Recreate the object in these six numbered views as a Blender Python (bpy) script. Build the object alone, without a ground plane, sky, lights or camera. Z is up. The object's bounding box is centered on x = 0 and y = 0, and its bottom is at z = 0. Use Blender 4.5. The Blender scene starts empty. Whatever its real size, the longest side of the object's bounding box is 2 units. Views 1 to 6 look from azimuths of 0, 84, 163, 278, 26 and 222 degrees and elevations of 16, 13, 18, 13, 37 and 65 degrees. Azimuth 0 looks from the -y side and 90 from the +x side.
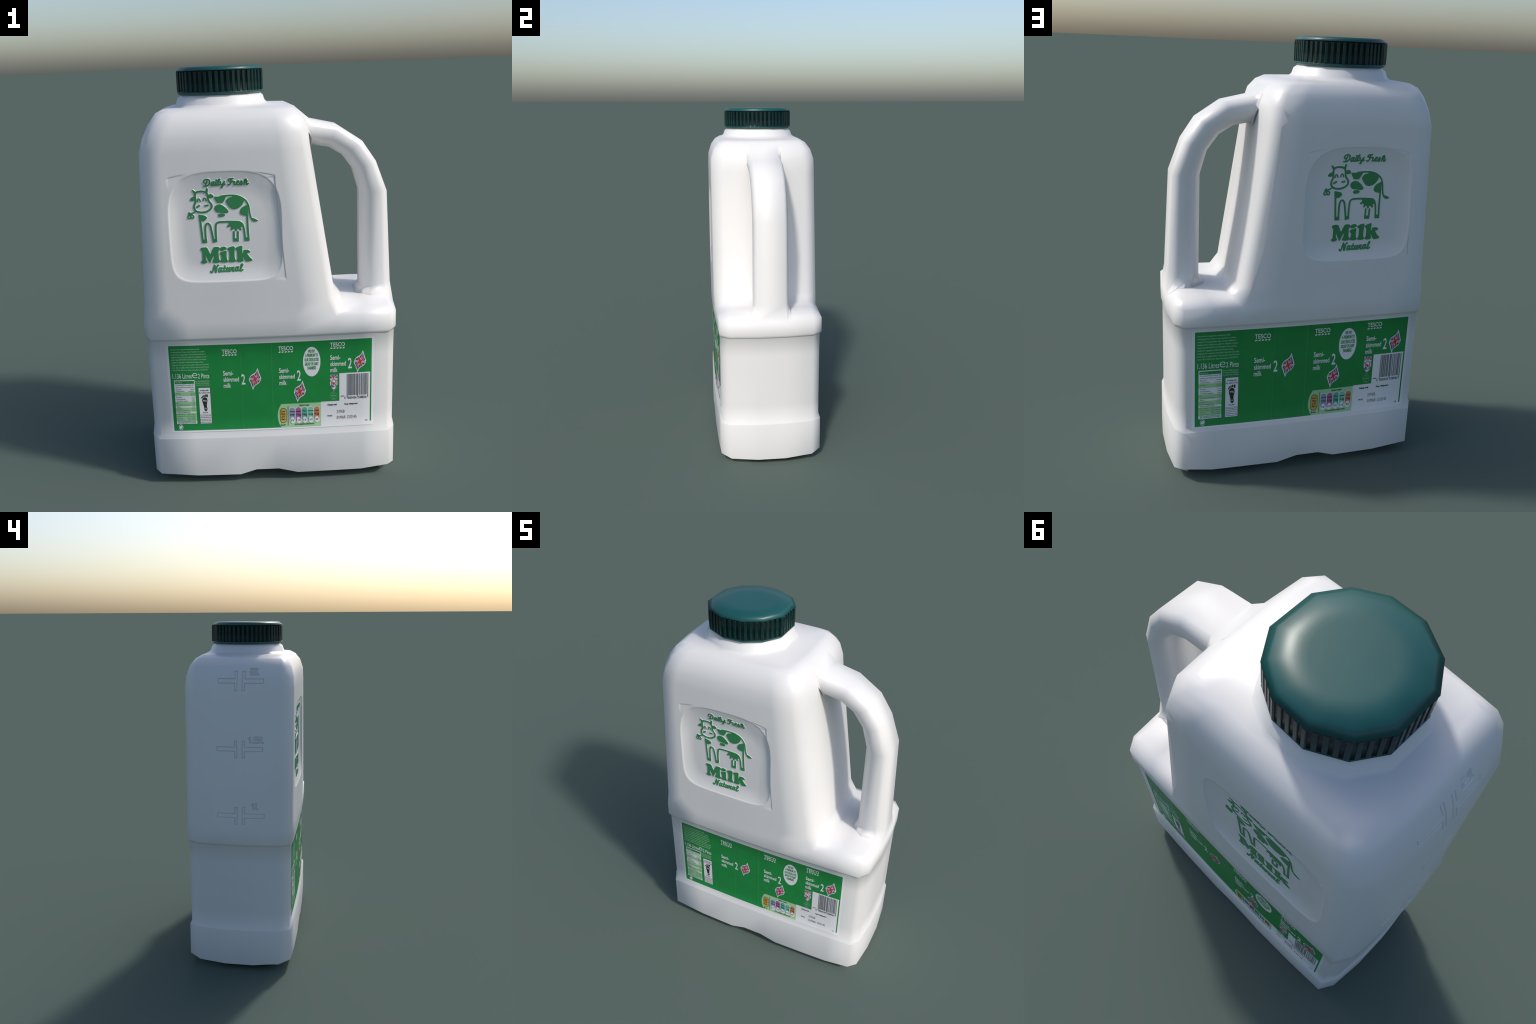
# A two-pint plastic milk bottle with a carrying handle, a ribbed screw cap,
# a raised dairy emblem in a sunken panel on both broad faces, and a printed paper label.
import math
import bpy
import bmesh
import numpy as np
from mathutils import Vector
from mathutils.bvhtree import BVHTree
from mathutils.geometry import barycentric_transform

scene_col = bpy.context.scene.collection
SMOOTH_UP = Vector((0, 0, 1))

# ----------------------------------------------------------------------------
# materials
# ----------------------------------------------------------------------------


def plain_material(name, colour, rough=0.45, spec=0.5, grain=0.0, grain_scale=60.0, bump=0.0, coat=0.0):
    """Principled surface whose base colour is slightly broken up by object-space noise."""
    m = bpy.data.materials.new(name)
    m.use_nodes = True
    nt = m.node_tree
    b = nt.nodes["Principled BSDF"]
    b.inputs["Roughness"].default_value = rough
    b.inputs["Specular IOR Level"].default_value = spec
    b.inputs["Coat Weight"].default_value = coat
    tc = nt.nodes.new("ShaderNodeTexCoord")
    nz = nt.nodes.new("ShaderNodeTexNoise")
    nz.inputs["Scale"].default_value = grain_scale
    nz.inputs["Detail"].default_value = 3.0
    nt.links.new(tc.outputs["Object"], nz.inputs["Vector"])
    ramp = nt.nodes.new("ShaderNodeValToRGB")
    lo = tuple(c * (1 - grain) for c in colour)
    hi = tuple(min(1.0, c * (1 + grain)) for c in colour)
    ramp.color_ramp.elements[0].position = 0.3
    ramp.color_ramp.elements[1].position = 0.7
    ramp.color_ramp.elements[0].color = (*lo, 1)
    ramp.color_ramp.elements[1].color = (*hi, 1)
    nt.links.new(nz.outputs["Fac"], ramp.inputs["Fac"])
    nt.links.new(ramp.outputs["Color"], b.inputs["Base Color"])
    if bump > 0:
        bp = nt.nodes.new("ShaderNodeBump")
        bp.inputs["Strength"].default_value = bump
        bp.inputs["Distance"].default_value = 0.002
        nt.links.new(nz.outputs["Fac"], bp.inputs["Height"])
        nt.links.new(bp.outputs["Normal"], b.inputs["Normal"])
    return m


WHITE = plain_material("white_plastic", (0.655, 0.655, 0.655), 0.36, 0.5, 0.012, 4.0)
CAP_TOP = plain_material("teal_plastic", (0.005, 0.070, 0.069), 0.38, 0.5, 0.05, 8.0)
CAP_SIDE = plain_material("teal_plastic_baked_shade", (0.001, 0.008, 0.009), 0.34, 0.12, 0.2, 30.0)  # cap teal taken near black: occlusion shadow between the ribs baked into colour
CAP_RIB = plain_material("teal_rib_darkened_for_shade", (0.003, 0.022, 0.021), 0.34, 0.28, 0.35, 40.0)  # same teal darkened to carry the ambient shade on the ribs
EMBOSS = plain_material("green_paint", (0.032, 0.205, 0.072), 0.40, 0.5, 0.04, 25.0)

# ----------------------------------------------------------------------------
# small helpers
# ----------------------------------------------------------------------------

bottle = bpy.data.objects.new("milk_bottle", None)
scene_col.objects.link(bottle)
bottle["label"] = "white plastic milk bottle with handle, dark teal ribbed cap, green label"
bottle["category"] = "milk bottle"


def add_object(name, mesh, parent, material=None):
    ob = bpy.data.objects.new(name, mesh)
    scene_col.objects.link(ob)
    ob.parent = parent
    if material is not None and not mesh.materials:
        mesh.materials.append(material)
    return ob


def make_mesh(name, verts, faces, normals=None, smooth=True):
    me = bpy.data.meshes.new(name)
    me.from_pydata([tuple(v) for v in verts], [], [tuple(f) for f in faces])
    me.update()
    if smooth:
        me.polygons.foreach_set("use_smooth", [True] * len(me.polygons))
    if normals is not None:
        me.normals_split_custom_set_from_vertices([tuple(n) for n in normals])
    return me


def lerp(a, b, t):
    return a + (b - a) * t


def table(z, rows):
    """piecewise-linear lookup: rows of (z, value)"""
    return float(np.interp(z, [r[0] for r in rows], [r[1] for r in rows]))


# ----------------------------------------------------------------------------
# the blow-moulded bottle: one welded surface, later split into its regions
# ----------------------------------------------------------------------------

verts, faces, face_part = [], [], []


def V(x, y, z):
    verts.append(Vector((x, y, z)))
    return len(verts) - 1


def F(part, *ids):
    faces.append(ids)
    face_part.append(part)


FRONT_X = [-0.560, -0.380, -0.170, -0.090, 0.020, 0.115, 0.305, 0.430, 0.560]
ROW_Y = [-0.235, -0.080, 0.080, 0.235]
N_UP = 7           # front columns that carry on above the shelf
UP_W = [0.0, 0.100, 0.400, 0.550, 0.700, 0.850, 1.0]   # their spacing up there


def half_depth(x):
    """the broad faces bow outwards a little and taper towards the handle end"""
    u = x / 0.56
    return 0.291 - 0.007 * u + 0.013 * (1 - u * u)


def end_x(y):
    """the narrow ends bow outwards too"""
    return 0.597 + 0.017 * (1 - (y / 0.235) ** 2)


def edge_height(x, y):
    """the bottom edge rolls up towards the corners and over the grip notch"""
    if y is None:
        return 0.067 if x in (-0.090, 0.020) else 0.058 if abs(x) > 0.5 else 0.042
    return 0.031 if abs(y) < 0.1 else 0.042


def lower_ring(z, grow, foot=0.0, notch=0.0, edge=False):
    """one horizontal loop of the lower block; foot pulls it in for the standing edge"""
    front, right, back, left = [], [], [], []
    for x in FRONT_X:
        dz = notch if x in (-0.090, 0.020) else 0.0
        if edge:
            dz = edge_height(x, None) - z
        xs = x * (1 + (grow - foot * 0.5) / 0.56) if abs(x) > 0.5 else x
        y = half_depth(x) + grow - foot
        front.append(V(xs, -y, z + dz))
        back.append(V(xs, y, z + dz))
    for y in ROW_Y:
        ex = end_x(y) + grow - foot * 0.75
        ys = y * (1 - foot * 0.6)
        zz = edge_height(0, y) if edge else z
        right.append(V(ex, ys, zz))
        left.append(V(-ex, ys, zz))
    return dict(c=front, r=right, b=back, l=left)


def loop_of(R, n=9):
    return R["c"][:n] + R["r"] + R["b"][:n][::-1] + R["l"][::-1]


LOWER = [
    ("base", 0.000, 0.000, 0.085, 0.034),
    ("base", 0.045, 0.003, 0.000, 0.0),
    ("base", 0.248, 0.002, 0.000, 0.0),
    ("label_band", 0.266, -0.007, 0.0, 0.0),
    ("label_band", 0.360, -0.007, 0.0, 0.0),
    ("label_band", 0.655, -0.007, 0.0, 0.0),
    ("label_band", 0.762, -0.006, 0.0, 0.0),
    ("shoulder_block", 0.778, 0.003, 0.0, 0.0),
    ("shoulder_block", 0.858, 0.002, 0.0, 0.0),
]
rings = [lower_ring(z, g, f, n, edge=(k == 1)) for k, (_, z, g, f, n) in enumerate(LOWER)]
for i in range(len(rings) - 1):
    a, b = loop_of(rings[i]), loop_of(rings[i + 1])
    part = {0: "base", 1: "base", 6: "body", 7: "body"}.get(i, "label_band")
    for k in range(len(a)):
        j = (k + 1) % len(a)
        F(part, a[k], a[j], b[j], b[k])
# underside: a shallow recessed panel with a gully running along the notch
under = lower_ring(0.022, 0.0, 0.120, 0.016)
a, b = loop_of(rings[0]), loop_of(under)
for k in range(len(a)):
    j = (k + 1) % len(a)
    F("base", a[j], a[k], b[k], b[j])
for k in range(8):
    F("base", under["c"][k + 1], under["c"][k], under["b"][k], under["b"][k + 1])
for side, col in (("r", 8), ("l", 0)):
    ids = [under["c"][col]] + under[side] + [under["b"][col]]
    F("base", *(ids if side == "l" else ids[::-1]))

# upper body --------------------------------------------------------------
#        z      left x   left y  right x  right y depth
UPPER = [
    (0.940, -0.587, 0.240, 0.310, 0.240, 0.302),
    (1.640, -0.556, 0.240, 0.204, 0.240, 0.302),
    (1.708, -0.534, 0.240, 0.197, 0.238, 0.300),
    (1.764, -0.506, 0.235, 0.179, 0.232, 0.283),
    (1.802, -0.477, 0.228, 0.145, 0.222, 0.257),
    (1.821, -0.440, 0.215, 0.106, 0.205, 0.227),
]


def upper_ring(z, lx, ly, rx, ry, depth):
    xa, xb = lx + 0.037, rx - 0.040
    front, right, back, left = [], [], [], []
    for w in UP_W:
        X = lerp(xa, xb, w)
        y = depth + 0.008 * 4 * w * (1 - w)
        front.append(V(X, -y, z))
        back.append(V(X, y, z))
    for y in ROW_Y:
        s = y / 0.235
        bow = 1 - s * s
        right.append(V(rx + 0.012 * bow, s * ry, z))
        left.append(V(lx - 0.016 * bow, s * ly, z))
    return dict(c=front, r=right, b=back, l=left)


ups = [upper_ring(*u) for u in UPPER]
for i in range(len(ups) - 1):
    a, b = loop_of(ups[i], 7), loop_of(ups[i + 1], 7)
    for k in range(len(a)):
        j = (k + 1) % len(a)
        part = "body"
        if i == 0 and 1 <= k < 5:
            part = "panel_front"
        if i == 0 and 12 <= k < 16:
            part = "panel_back"
        if i < 3 and 18 <= k < 21:
            part = "end_wall"
        F(part, a[k], a[j], b[j], b[k])

# between the lower block and the upper body: broad faces, left end, shelf
top, foot_ring = rings[-1], ups[0]
for k in range(6):
    F("body", top["c"][k], top["c"][k + 1], foot_ring["c"][k + 1], foot_ring["c"][k])
    F("body", top["b"][k + 1], top["b"][k], foot_ring["b"][k], foot_ring["b"][k + 1])
la = [top["c"][0]] + top["l"] + [top["b"][0]]
lb = [foot_ring["c"][0]] + foot_ring["l"] + [foot_ring["b"][0]]
for k in range(5):
    F("end_wall" if 1 <= k < 4 else "body", la[k + 1], la[k], lb[k], lb[k + 1])
foot = [V(0.350 + 0.010 * (1 - (y / 0.235) ** 2), y * 1.01, 0.890) for y in ROW_Y]
mid = [V(0.450, y * 1.02, 0.891) for y in ROW_Y]
end = [V(0.556 + 0.014 * (1 - (y / 0.235) ** 2), y * 0.97, 0.891) for y in ROW_Y]
for k in range(3):
    F("body", foot_ring["r"][k], foot_ring["r"][k + 1], foot[k + 1], foot[k])
    F("shelf", foot[k], foot[k + 1], mid[k + 1], mid[k])
    F("shelf", mid[k], mid[k + 1], end[k + 1], end[k])
    F("shelf", end[k], end[k + 1], top["r"][k + 1], top["r"][k])
for side, q, flip in (("c", 0, False), ("b", 3, True)):
    quads = [
        (top[side][6], foot[q], foot_ring["r"][q], foot_ring[side][6]),
        (top[side][6], top[side][7], mid[q], foot[q]),
        (top[side][7], top[side][8], end[q], mid[q]),
        (top[side][8], top["r"][q], end[q]),
    ]
    for ids in quads:
        F("shelf", *(ids[::-1] if flip else ids))

# neck ------------------------------------------------------------------------
CAP_C = (-0.191, 0.0)
# the moulding is a twelve-sided ring, a touch flattened at its two ends
RING12 = [math.radians(d) for d in (-103, -74, -47, -19.5, 19.5, 47, 74, 103, 133, 160.5, 199.5, 227)]


def ring12(r, z):
    return [V(CAP_C[0] + r * math.cos(a), r * math.sin(a), z) for a in RING12]


NECK = [(0.2310, 1.826), (0.2170, 1.838), (0.2080, 1.863), (0.1930, 1.873), (0.1850, 1.905)]
necks = [ring12(r, z) for r, z in NECK]


def bridge(outer, inner, part):
    """stitch two loops of different counts by walking round their angles"""
    def ang(i):
        return math.atan2(verts[i].y - CAP_C[1], verts[i].x - CAP_C[0]) % (2 * math.pi)
    o = sorted(outer, key=ang)
    n = sorted(inner, key=ang)
    i = j = 0
    while i < len(o) or j < len(n):
        ao = ang(o[(i + 1) % len(o)]) + (2 * math.pi if i + 1 >= len(o) else 0)
        an = ang(n[(j + 1) % len(n)]) + (2 * math.pi if j + 1 >= len(n) else 0)
        if j >= len(n) or (i < len(o) and ao <= an):
            F(part, o[i % len(o)], o[(i + 1) % len(o)], n[j % len(n)])
            i += 1
        else:
            F(part, o[i % len(o)], n[(j + 1) % len(n)], n[j % len(n)])
            j += 1


bridge(loop_of(ups[-1], 7), necks[0], "body")
for i in range(len(necks) - 1):
    a, b = necks[i], necks[i + 1]
    for k in range(12):
        j = (k + 1) % 12
        F("neck", a[k], a[j], b[j], b[k])
F("neck", *necks[-1])

# whole-surface smooth normals -----------------------------------------------
whole = make_mesh("whole_bottle", verts, faces)
bm = bmesh.new()
bm.from_mesh(whole)
bmesh.ops.recalc_face_normals(bm, faces=bm.faces)
bm.to_mesh(whole)
bm.free()
whole.update()
faces = [tuple(p.vertices) for p in whole.polygons]
NORM = [Vector(n.vector) for n in whole.vertex_normals]
# the top is a flat plateau round the neck, so its inner loops face nearly straight up
for i in loop_of(ups[-1], 7):
    NORM[i] = Vector((NORM[i].x * 0.62, NORM[i].y * 0.75, NORM[i].z)).normalized()
for i in necks[0]:
    NORM[i] = Vector((NORM[i].x * 0.75, NORM[i].y * 0.9, NORM[i].z)).normalized()

SKIN = bmesh.new()
SKIN.from_mesh(whole)
bmesh.ops.triangulate(SKIN, faces=SKIN.faces)
SKIN.verts.ensure_lookup_table()
SKIN.faces.ensure_lookup_table()
SKIN_TREE = BVHTree.FromBMesh(SKIN)


def on_skin(p, lift=0.0006):
    """nearest point of the bottle with its smooth normal"""
    co, fn, fi, _ = SKIN_TREE.find_nearest(Vector(p))
    tri = [v.index for v in SKIN.faces[fi].verts]
    a, b, c = (SKIN.verts[i].co for i in tri)
    n = barycentric_transform(co, a, b, c, NORM[tri[0]], NORM[tri[1]], NORM[tri[2]]).normalized()
    return co + fn * lift, n



# the moulded ledges are crisp: each region has its own tilt along its border loop
TILT = {("base", 0): -0.45, ("base", 1): -0.10, ("base", 2): 0.15, ("label_band", 2): 0.36, ("label_band", 3): 0.30, ("label_band", 6): -0.36,
        ("body", 6): -1.0, ("body", 7): -0.20, ("shelf", 7): -0.20}
TILTED = {(part, i): t for (part, k), t in TILT.items() for i in loop_of(rings[k])}


def part_normal(part, i):
    n = NORM[i]
    if (part, i) in TILTED:
        h = Vector((n.x, n.y, 0)).normalized()
        n = Vector((h.x, h.y, TILTED[part, i])).normalized()
    return n


PARTS = {}
for part in ("base", "label_band", "body", "shelf", "neck"):
    used = sorted({i for f, p in zip(faces, face_part) if p == part for i in f})
    remap = {i: k for k, i in enumerate(used)}
    me = make_mesh(part, [verts[i] for i in used],
                   [[remap[i] for i in f] for f, p in zip(faces, face_part) if p == part],
                   [NORM[i] for i in used])
    me.normals_split_custom_set_from_vertices([tuple(part_normal(part, i)) for i in used])
    PARTS[part] = add_object(part, me, bottle, WHITE)
    PARTS[part].shadow_terminator_geometry_offset = 0.3
bpy.data.meshes.remove(whole)

# ----------------------------------------------------------------------------
# broad-face patches: given (x, z) return the surface point and smooth normal
# ----------------------------------------------------------------------------


class Patch:
    """bilinear lookup on a stack of coarse column rows (bottom to top)"""

    def __init__(self, rows, axis=0, part="body"):
        self.axis = axis
        self.P = np.array([[verts[i][:] for i in r] for r in rows])
        self.N = np.array([[part_normal(part, i)[:] for i in r] for r in rows])
        self.z = self.P[:, 0, 2]

    def at(self, x, z):
        x, z = np.asarray(x, float), np.asarray(z, float)
        k = np.clip(np.searchsorted(self.z, z, side="right") - 1, 0, len(self.z) - 2)
        t = (z - self.z[k]) / (self.z[k + 1] - self.z[k])
        cx = self.P[k, :, self.axis] * (1 - t)[:, None] + self.P[k + 1, :, self.axis] * t[:, None]
        j = np.clip((cx <= x[:, None]).sum(1) - 1, 0, cx.shape[1] - 2)
        n = np.arange(len(x))
        s = (x - cx[n, j]) / (cx[n, j + 1] - cx[n, j])
        s, t = s[:, None], t[:, None]

        def mix(A):
            return (A[k, j] * (1 - s) + A[k, j + 1] * s) * (1 - t) + (A[k + 1, j] * (1 - s) + A[k + 1, j + 1] * s) * t
        N = mix(self.N)
        return mix(self.P), N / np.linalg.norm(N, axis=1)[:, None]


PANEL = {s: Patch([ups[0][c][1:6], ups[1][c][1:6]]) for s, c in (("front", "c"), ("back", "b"))}
END = Patch([top["l"]] + [u["l"] for u in ups], axis=1)
BAND = {s: Patch([rings[i][c] for i in (3, 4, 5, 6)], part="label_band") for s, c in (("front", "c"), ("back", "b"))}

# sunken panel ---------------------------------------------------------------
PANEL_DEPTH = 0.016


def smooth(a, b, v):
    t = np.clip((v - a) / (b - a), 0, 1)
    return t * t * (3 - 2 * t)


def panel_sink(x, z):
    """depth of the sunken emblem panel, x counted in the front view"""
    # a television-screen outline: soft shoulders above, squarer corners below
    u = np.abs((x + 0.185) / 0.256)
    v = np.abs((z - 1.305) / 0.257)
    n = np.where(z > 1.305, 3.3, 6.0)
    rho = (u ** n + v ** n + 1e-12) ** (1 / n)
    d = (1 - rho) * 0.255
    # steep at the rim, easing out into a gently dished floor
    share = u ** 3 / (u ** 3 + v ** 3 + 1e-9)
    wall = lerp(lerp(0.095, 0.125, smooth(1.2, 1.4, z)), 0.075, share)
    t = np.clip(d / wall, 0, 1)
    return PANEL_DEPTH * (1 - (1 - t) ** 2) * smooth(0.0, 0.010, d)


def crease(x, z):
    """faint step that frames the top corners and the handle side of the panel"""
    e = 0.042 + 0.085 * (1.525 - z) - x
    up = smooth(1.045, 1.065, z) * (1 - smooth(1.520, 1.528, z))
    side = 0.0022 * smooth(0.0, 0.0045, e) * (1 - smooth(0.004, 0.060, e)) * up
    w = 1.561 - 0.62 * np.maximum(np.abs(x + 0.20) - 0.03, 0) ** 2 - z
    rng = smooth(-0.436, -0.425, x) * (1 - smooth(0.038, 0.046, x)) * smooth(0.14, 0.19, np.abs(x + 0.20))
    return side + 0.0020 * smooth(0.0, 0.0045, w) * (1 - smooth(0.004, 0.060, w)) * rng


def sink_total(side, x, z):
    xf = x if side == "front" else -0.392 - x
    return panel_sink(xf, z) + crease(xf, z) * (1.0 if side == "front" else 0.6)


def panel_surface(side, x, z):
    P, N = PANEL[side].at(x, z)
    e = 0.0015
    d = sink_total(side, x, z)
    gx = (sink_total(side, x + e, z) - sink_total(side, x - e, z)) / (2 * e)
    gz = (sink_total(side, x, z + e) - sink_total(side, x, z - e)) / (2 * e)
    N2 = N + np.stack([gx, np.zeros_like(gx), gz], 1)
    N2 /= np.linalg.norm(N2, axis=1)[:, None]
    ysign = -1.0 if side == "front" else 1.0
    P = P.copy()
    P[:, 1] -= ysign * d
    return P, N2


def build_panel(side):
    ring_a, ring_b = [u["c" if side == "front" else "b"][1:6] for u in ups[:2]]
    nz, nx = 220, 56
    ts = np.linspace(0, 1, nz + 1)
    A = np.array([verts[i][:] for i in ring_a])
    B = np.array([verts[i][:] for i in ring_b])
    us = np.concatenate([np.linspace(k, k + 1, nx, endpoint=False) for k in range(4)] + [[4.0]])
    ax = np.interp(us, range(5), A[:, 0])
    bx = np.interp(us, range(5), B[:, 0])
    T, _ = np.meshgrid(ts, us, indexing="ij")
    X = ax[None, :] * (1 - T) + bx[None, :] * T
    Z = A[0, 2] * (1 - T) + B[0, 2] * T
    P, N = panel_surface(side, X.ravel(), Z.ravel())
    w = len(us)
    fs = []
    for i in range(nz):
        for k in range(w - 1):
            q = (i * w + k, i * w + k + 1, (i + 1) * w + k + 1, (i + 1) * w + k)
            fs.append(q if side == "front" else q[::-1])
    me = make_mesh("emblem_panel", P, fs, N)
    return add_object("emblem_panel", me, bottle, WHITE)


EMBLEM_PANEL = {s: build_panel(s) for s in ("front", "back")}

# ----------------------------------------------------------------------------
# handle: an eight-sided tube that flares into the shelf and the shoulder
# ----------------------------------------------------------------------------
HANDLE = [  # outer x, z ; inner x, z ; half width
    (0.599, 0.952, 0.458, 0.925, 0.097),
    (0.577, 1.402, 0.454, 1.401, 0.095),
    (0.524, 1.545, 0.423, 1.505, 0.095),
    (0.460, 1.640, 0.371, 1.575, 0.095),
    (0.346, 1.716, 0.306, 1.615, 0.095),
    (0.222, 1.744, 0.228, 1.628, 0.095),
]
SECTION = [(1.0, -0.80), (1.0, 0.80), (0.74, 1.0), (0.34, 1.0), (0.0, 0.5), (0.0, -0.5), (0.34, -1.0), (0.74, -1.0)]
bottom = [(0.614, -0.088, 0.858), (0.614, 0.088, 0.858), (0.590, 0.112, 0.870), (0.500, 0.112, 0.891), (0.432, 0.055, 0.891),
          (0.432, -0.055, 0.891), (0.500, -0.112, 0.891), (0.590, -0.112, 0.870)]
upper = [(0.155, -0.085, 1.795), (0.155, 0.085, 1.795), (0.186, 0.101, 1.755), (0.200, 0.101, 1.690), (0.216, 0.055, 1.617),
         (0.216, -0.055, 1.617), (0.200, -0.101, 1.690), (0.186, -0.101, 1.755)]
foot_skin = [on_skin(p) for p in bottom]
root_skin = [on_skin(p) for p in upper]
hv = [p for p, _ in foot_skin]
for ox, oz, ix, iz, w in HANDLE:
    for t, s in SECTION:
        hv.append(Vector((lerp(ix, ox, t), s * w, lerp(iz, oz, t))))
hv += [p for p, _ in root_skin]
hf = []
nr = len(hv) // 8
for i in range(nr - 1):
    for k in range(8):
        j = (k + 1) % 8
        hf.append((i * 8 + k, i * 8 + j, (i + 1) * 8 + j, (i + 1) * 8 + k))
me = make_mesh("handle", hv, hf)
normals = [Vector(n.vector) for n in me.vertex_normals]
for k in range(8):
    normals[k] = foot_skin[k][1]
    normals[(nr - 1) * 8 + k] = root_skin[k][1]
me.normals_split_custom_set_from_vertices([tuple(n) for n in normals])
add_object("handle", me, bottle, WHITE)

# ----------------------------------------------------------------------------
# screw cap with finger ribs
# ----------------------------------------------------------------------------
cap_profile = [(0.180, 1.905), (0.180, 1.879), (0.197, 1.877), (0.2075, 1.887), (0.2050, 1.890), (0.2050, 1.981), (0.2085, 1.9830), (0.185, 1.999)]
SKIRT = 0.0035


def cap_mesh(name, prof):
    vs, fs = [], []
    for r, z in prof:
        for a in RING12:
            vs.append((CAP_C[0] + r * math.cos(a), r * math.sin(a), z))
    for i in range(len(prof) - 1):
        for k in range(12):
            j = (k + 1) % 12
            fs.append((i * 12 + k, i * 12 + j, (i + 1) * 12 + j, (i + 1) * 12 + k))
    return vs, fs


vs, fs = cap_mesh("cap", cap_profile)
rim0 = 12 * (len(cap_profile) - 1)
# the lid: a very slightly domed disc, twelve-sided at its rim and round further in
FINE = 4
disc_rings, lid_normals = [], {}
rim_ids = []
for k in range(12):
    for q in range(FINE):
        if q == 0:
            rim_ids.append(rim0 + k)
        else:
            a, b = Vector(vs[rim0 + k]), Vector(vs[rim0 + (k + 1) % 12])
            rim_ids.append(len(vs))
            vs.append(tuple(a.lerp(b, q / FINE)))
disc_rings.append(rim_ids)
LEAN = 0.55
for ring_no, rho in enumerate((0.93, 0.86, 0.79, 0.72, 0.64, 0.55)):
    ids = []
    for n, i in enumerate(rim_ids):
        dx, dy = vs[i][0] - CAP_C[0], vs[i][1]
        L = math.hypot(dx, dy)
        rr = lerp(0.1815, L, max(0.0, (rho - 0.6) / 0.4)) * rho
        ids.append(len(vs))
        vs.append((CAP_C[0] + dx / L * rr, dy / L * rr, 2.0 - 0.001 * rho ** 3))
        t = max(0.0, (rho - 0.55) / 0.45)
        lid_normals[ids[-1]] = Vector((dx / L * LEAN * t ** 1.6, dy / L * LEAN * t ** 1.6, 1)).normalized()
    disc_rings.append(ids)
for a, b in zip(disc_rings[:-1], disc_rings[1:]):
    for n in range(len(a)):
        m = (n + 1) % len(a)
        fs.append((a[n], a[m], b[m], b[n]))
fs.append(tuple(disc_rings[-1]))
me = make_mesh("cap", vs, fs)
normals = [Vector(n.vector) for n in me.vertex_normals]
for i in rim_ids:
    dx, dy = vs[i][0] - CAP_C[0], vs[i][1]
    L = math.hypot(dx, dy)
    lid_normals[i] = Vector((dx / L * LEAN, dy / L * LEAN, 1)).normalized()
for i, n in lid_normals.items():
    normals[i] = n
me.normals_split_custom_set_from_vertices([tuple(n) for n in normals])
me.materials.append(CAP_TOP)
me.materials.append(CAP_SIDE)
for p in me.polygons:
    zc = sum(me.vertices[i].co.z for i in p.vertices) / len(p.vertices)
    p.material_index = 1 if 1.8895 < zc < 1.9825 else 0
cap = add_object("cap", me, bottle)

corner = [Vector((CAP_C[0] + 0.2045 * math.cos(a), 0.2045 * math.sin(a))) for a in RING12]
side_len = [(corner[(k + 1) % 12] - corner[k]).length for k in range(12)]
per = sum(side_len)


def rib_mesh():
    """a rounded upright bar, open at its back where it sinks into the skirt"""
    vs, fs = [], []
    prof = [(-0.0078, -0.002), (-0.0070, 0.0020), (-0.0052, 0.0036), (0.0052, 0.0036), (0.0070, 0.0020), (0.0078, -0.002)]
    levels = [(-0.0405, -0.0035), (-0.0370, 0.0), (0.0480, 0.0), (0.0505, -0.0030)]
    for z, dn in levels:
        for u, n in prof:
            vs.append((u, min(n, n + dn), z))
    m = len(prof)
    for i in range(len(levels) - 1):
        for k in range(m - 1):
            fs.append((i * m + k, i * m + k + 1, (i + 1) * m + k + 1, (i + 1) * m + k))
    fs.append(tuple(range(m))[::-1])
    fs.append(tuple(range((len(levels) - 1) * m, len(levels) * m)))
    me = make_mesh("grip_rib", vs, fs, smooth=False)
    me.materials.append(CAP_RIB)
    return me


RIB = rib_mesh()
N_RIB = 50
for n in range(N_RIB):
    d = per * (n + 0.5) / N_RIB
    k = 0
    while d > side_len[k]:
        d -= side_len[k]
        k += 1
    a, b = corner[k], corner[(k + 1) % 12]
    t = d / side_len[k]
    p = a.lerp(b, t)
    e = (b - a).normalized()
    nrm = Vector((e.y, -e.x))
    ob = bpy.data.objects.new("grip_rib", RIB)
    scene_col.objects.link(ob)
    ob.parent = cap
    # local u runs along the facet, local y points outwards
    ob.rotation_euler = (0, 0, math.atan2(nrm.y, nrm.x) - math.pi / 2)
    ob.location = (p.x, p.y, 1.9295)

# ----------------------------------------------------------------------------
# relief emblem: strokes and blobs joined into one distance field, then contoured
# ----------------------------------------------------------------------------


def spline(pts, closed, n=6):
    """Catmull-Rom through the control points"""
    P = [np.array(p, float) for p in pts]
    m = len(P)
    out = []
    for i in range(m if closed else m - 1):
        p0 = P[(i - 1) % m] if closed or i > 0 else P[0]
        p1, p2 = P[i], P[(i + 1) % m]
        p3 = P[(i + 2) % m] if closed or i + 2 < m else P[-1]
        for t in np.linspace(0, 1, n, endpoint=False):
            out.append(0.5 * (2 * p1 + (p2 - p0) * t + (2 * p0 - 5 * p1 + 4 * p2 - p3) * t * t + (3 * p1 - p0 - 3 * p2 + p3) * t ** 3))
    if not closed:
        out.append(P[-1])
    return np.array(out)


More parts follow.
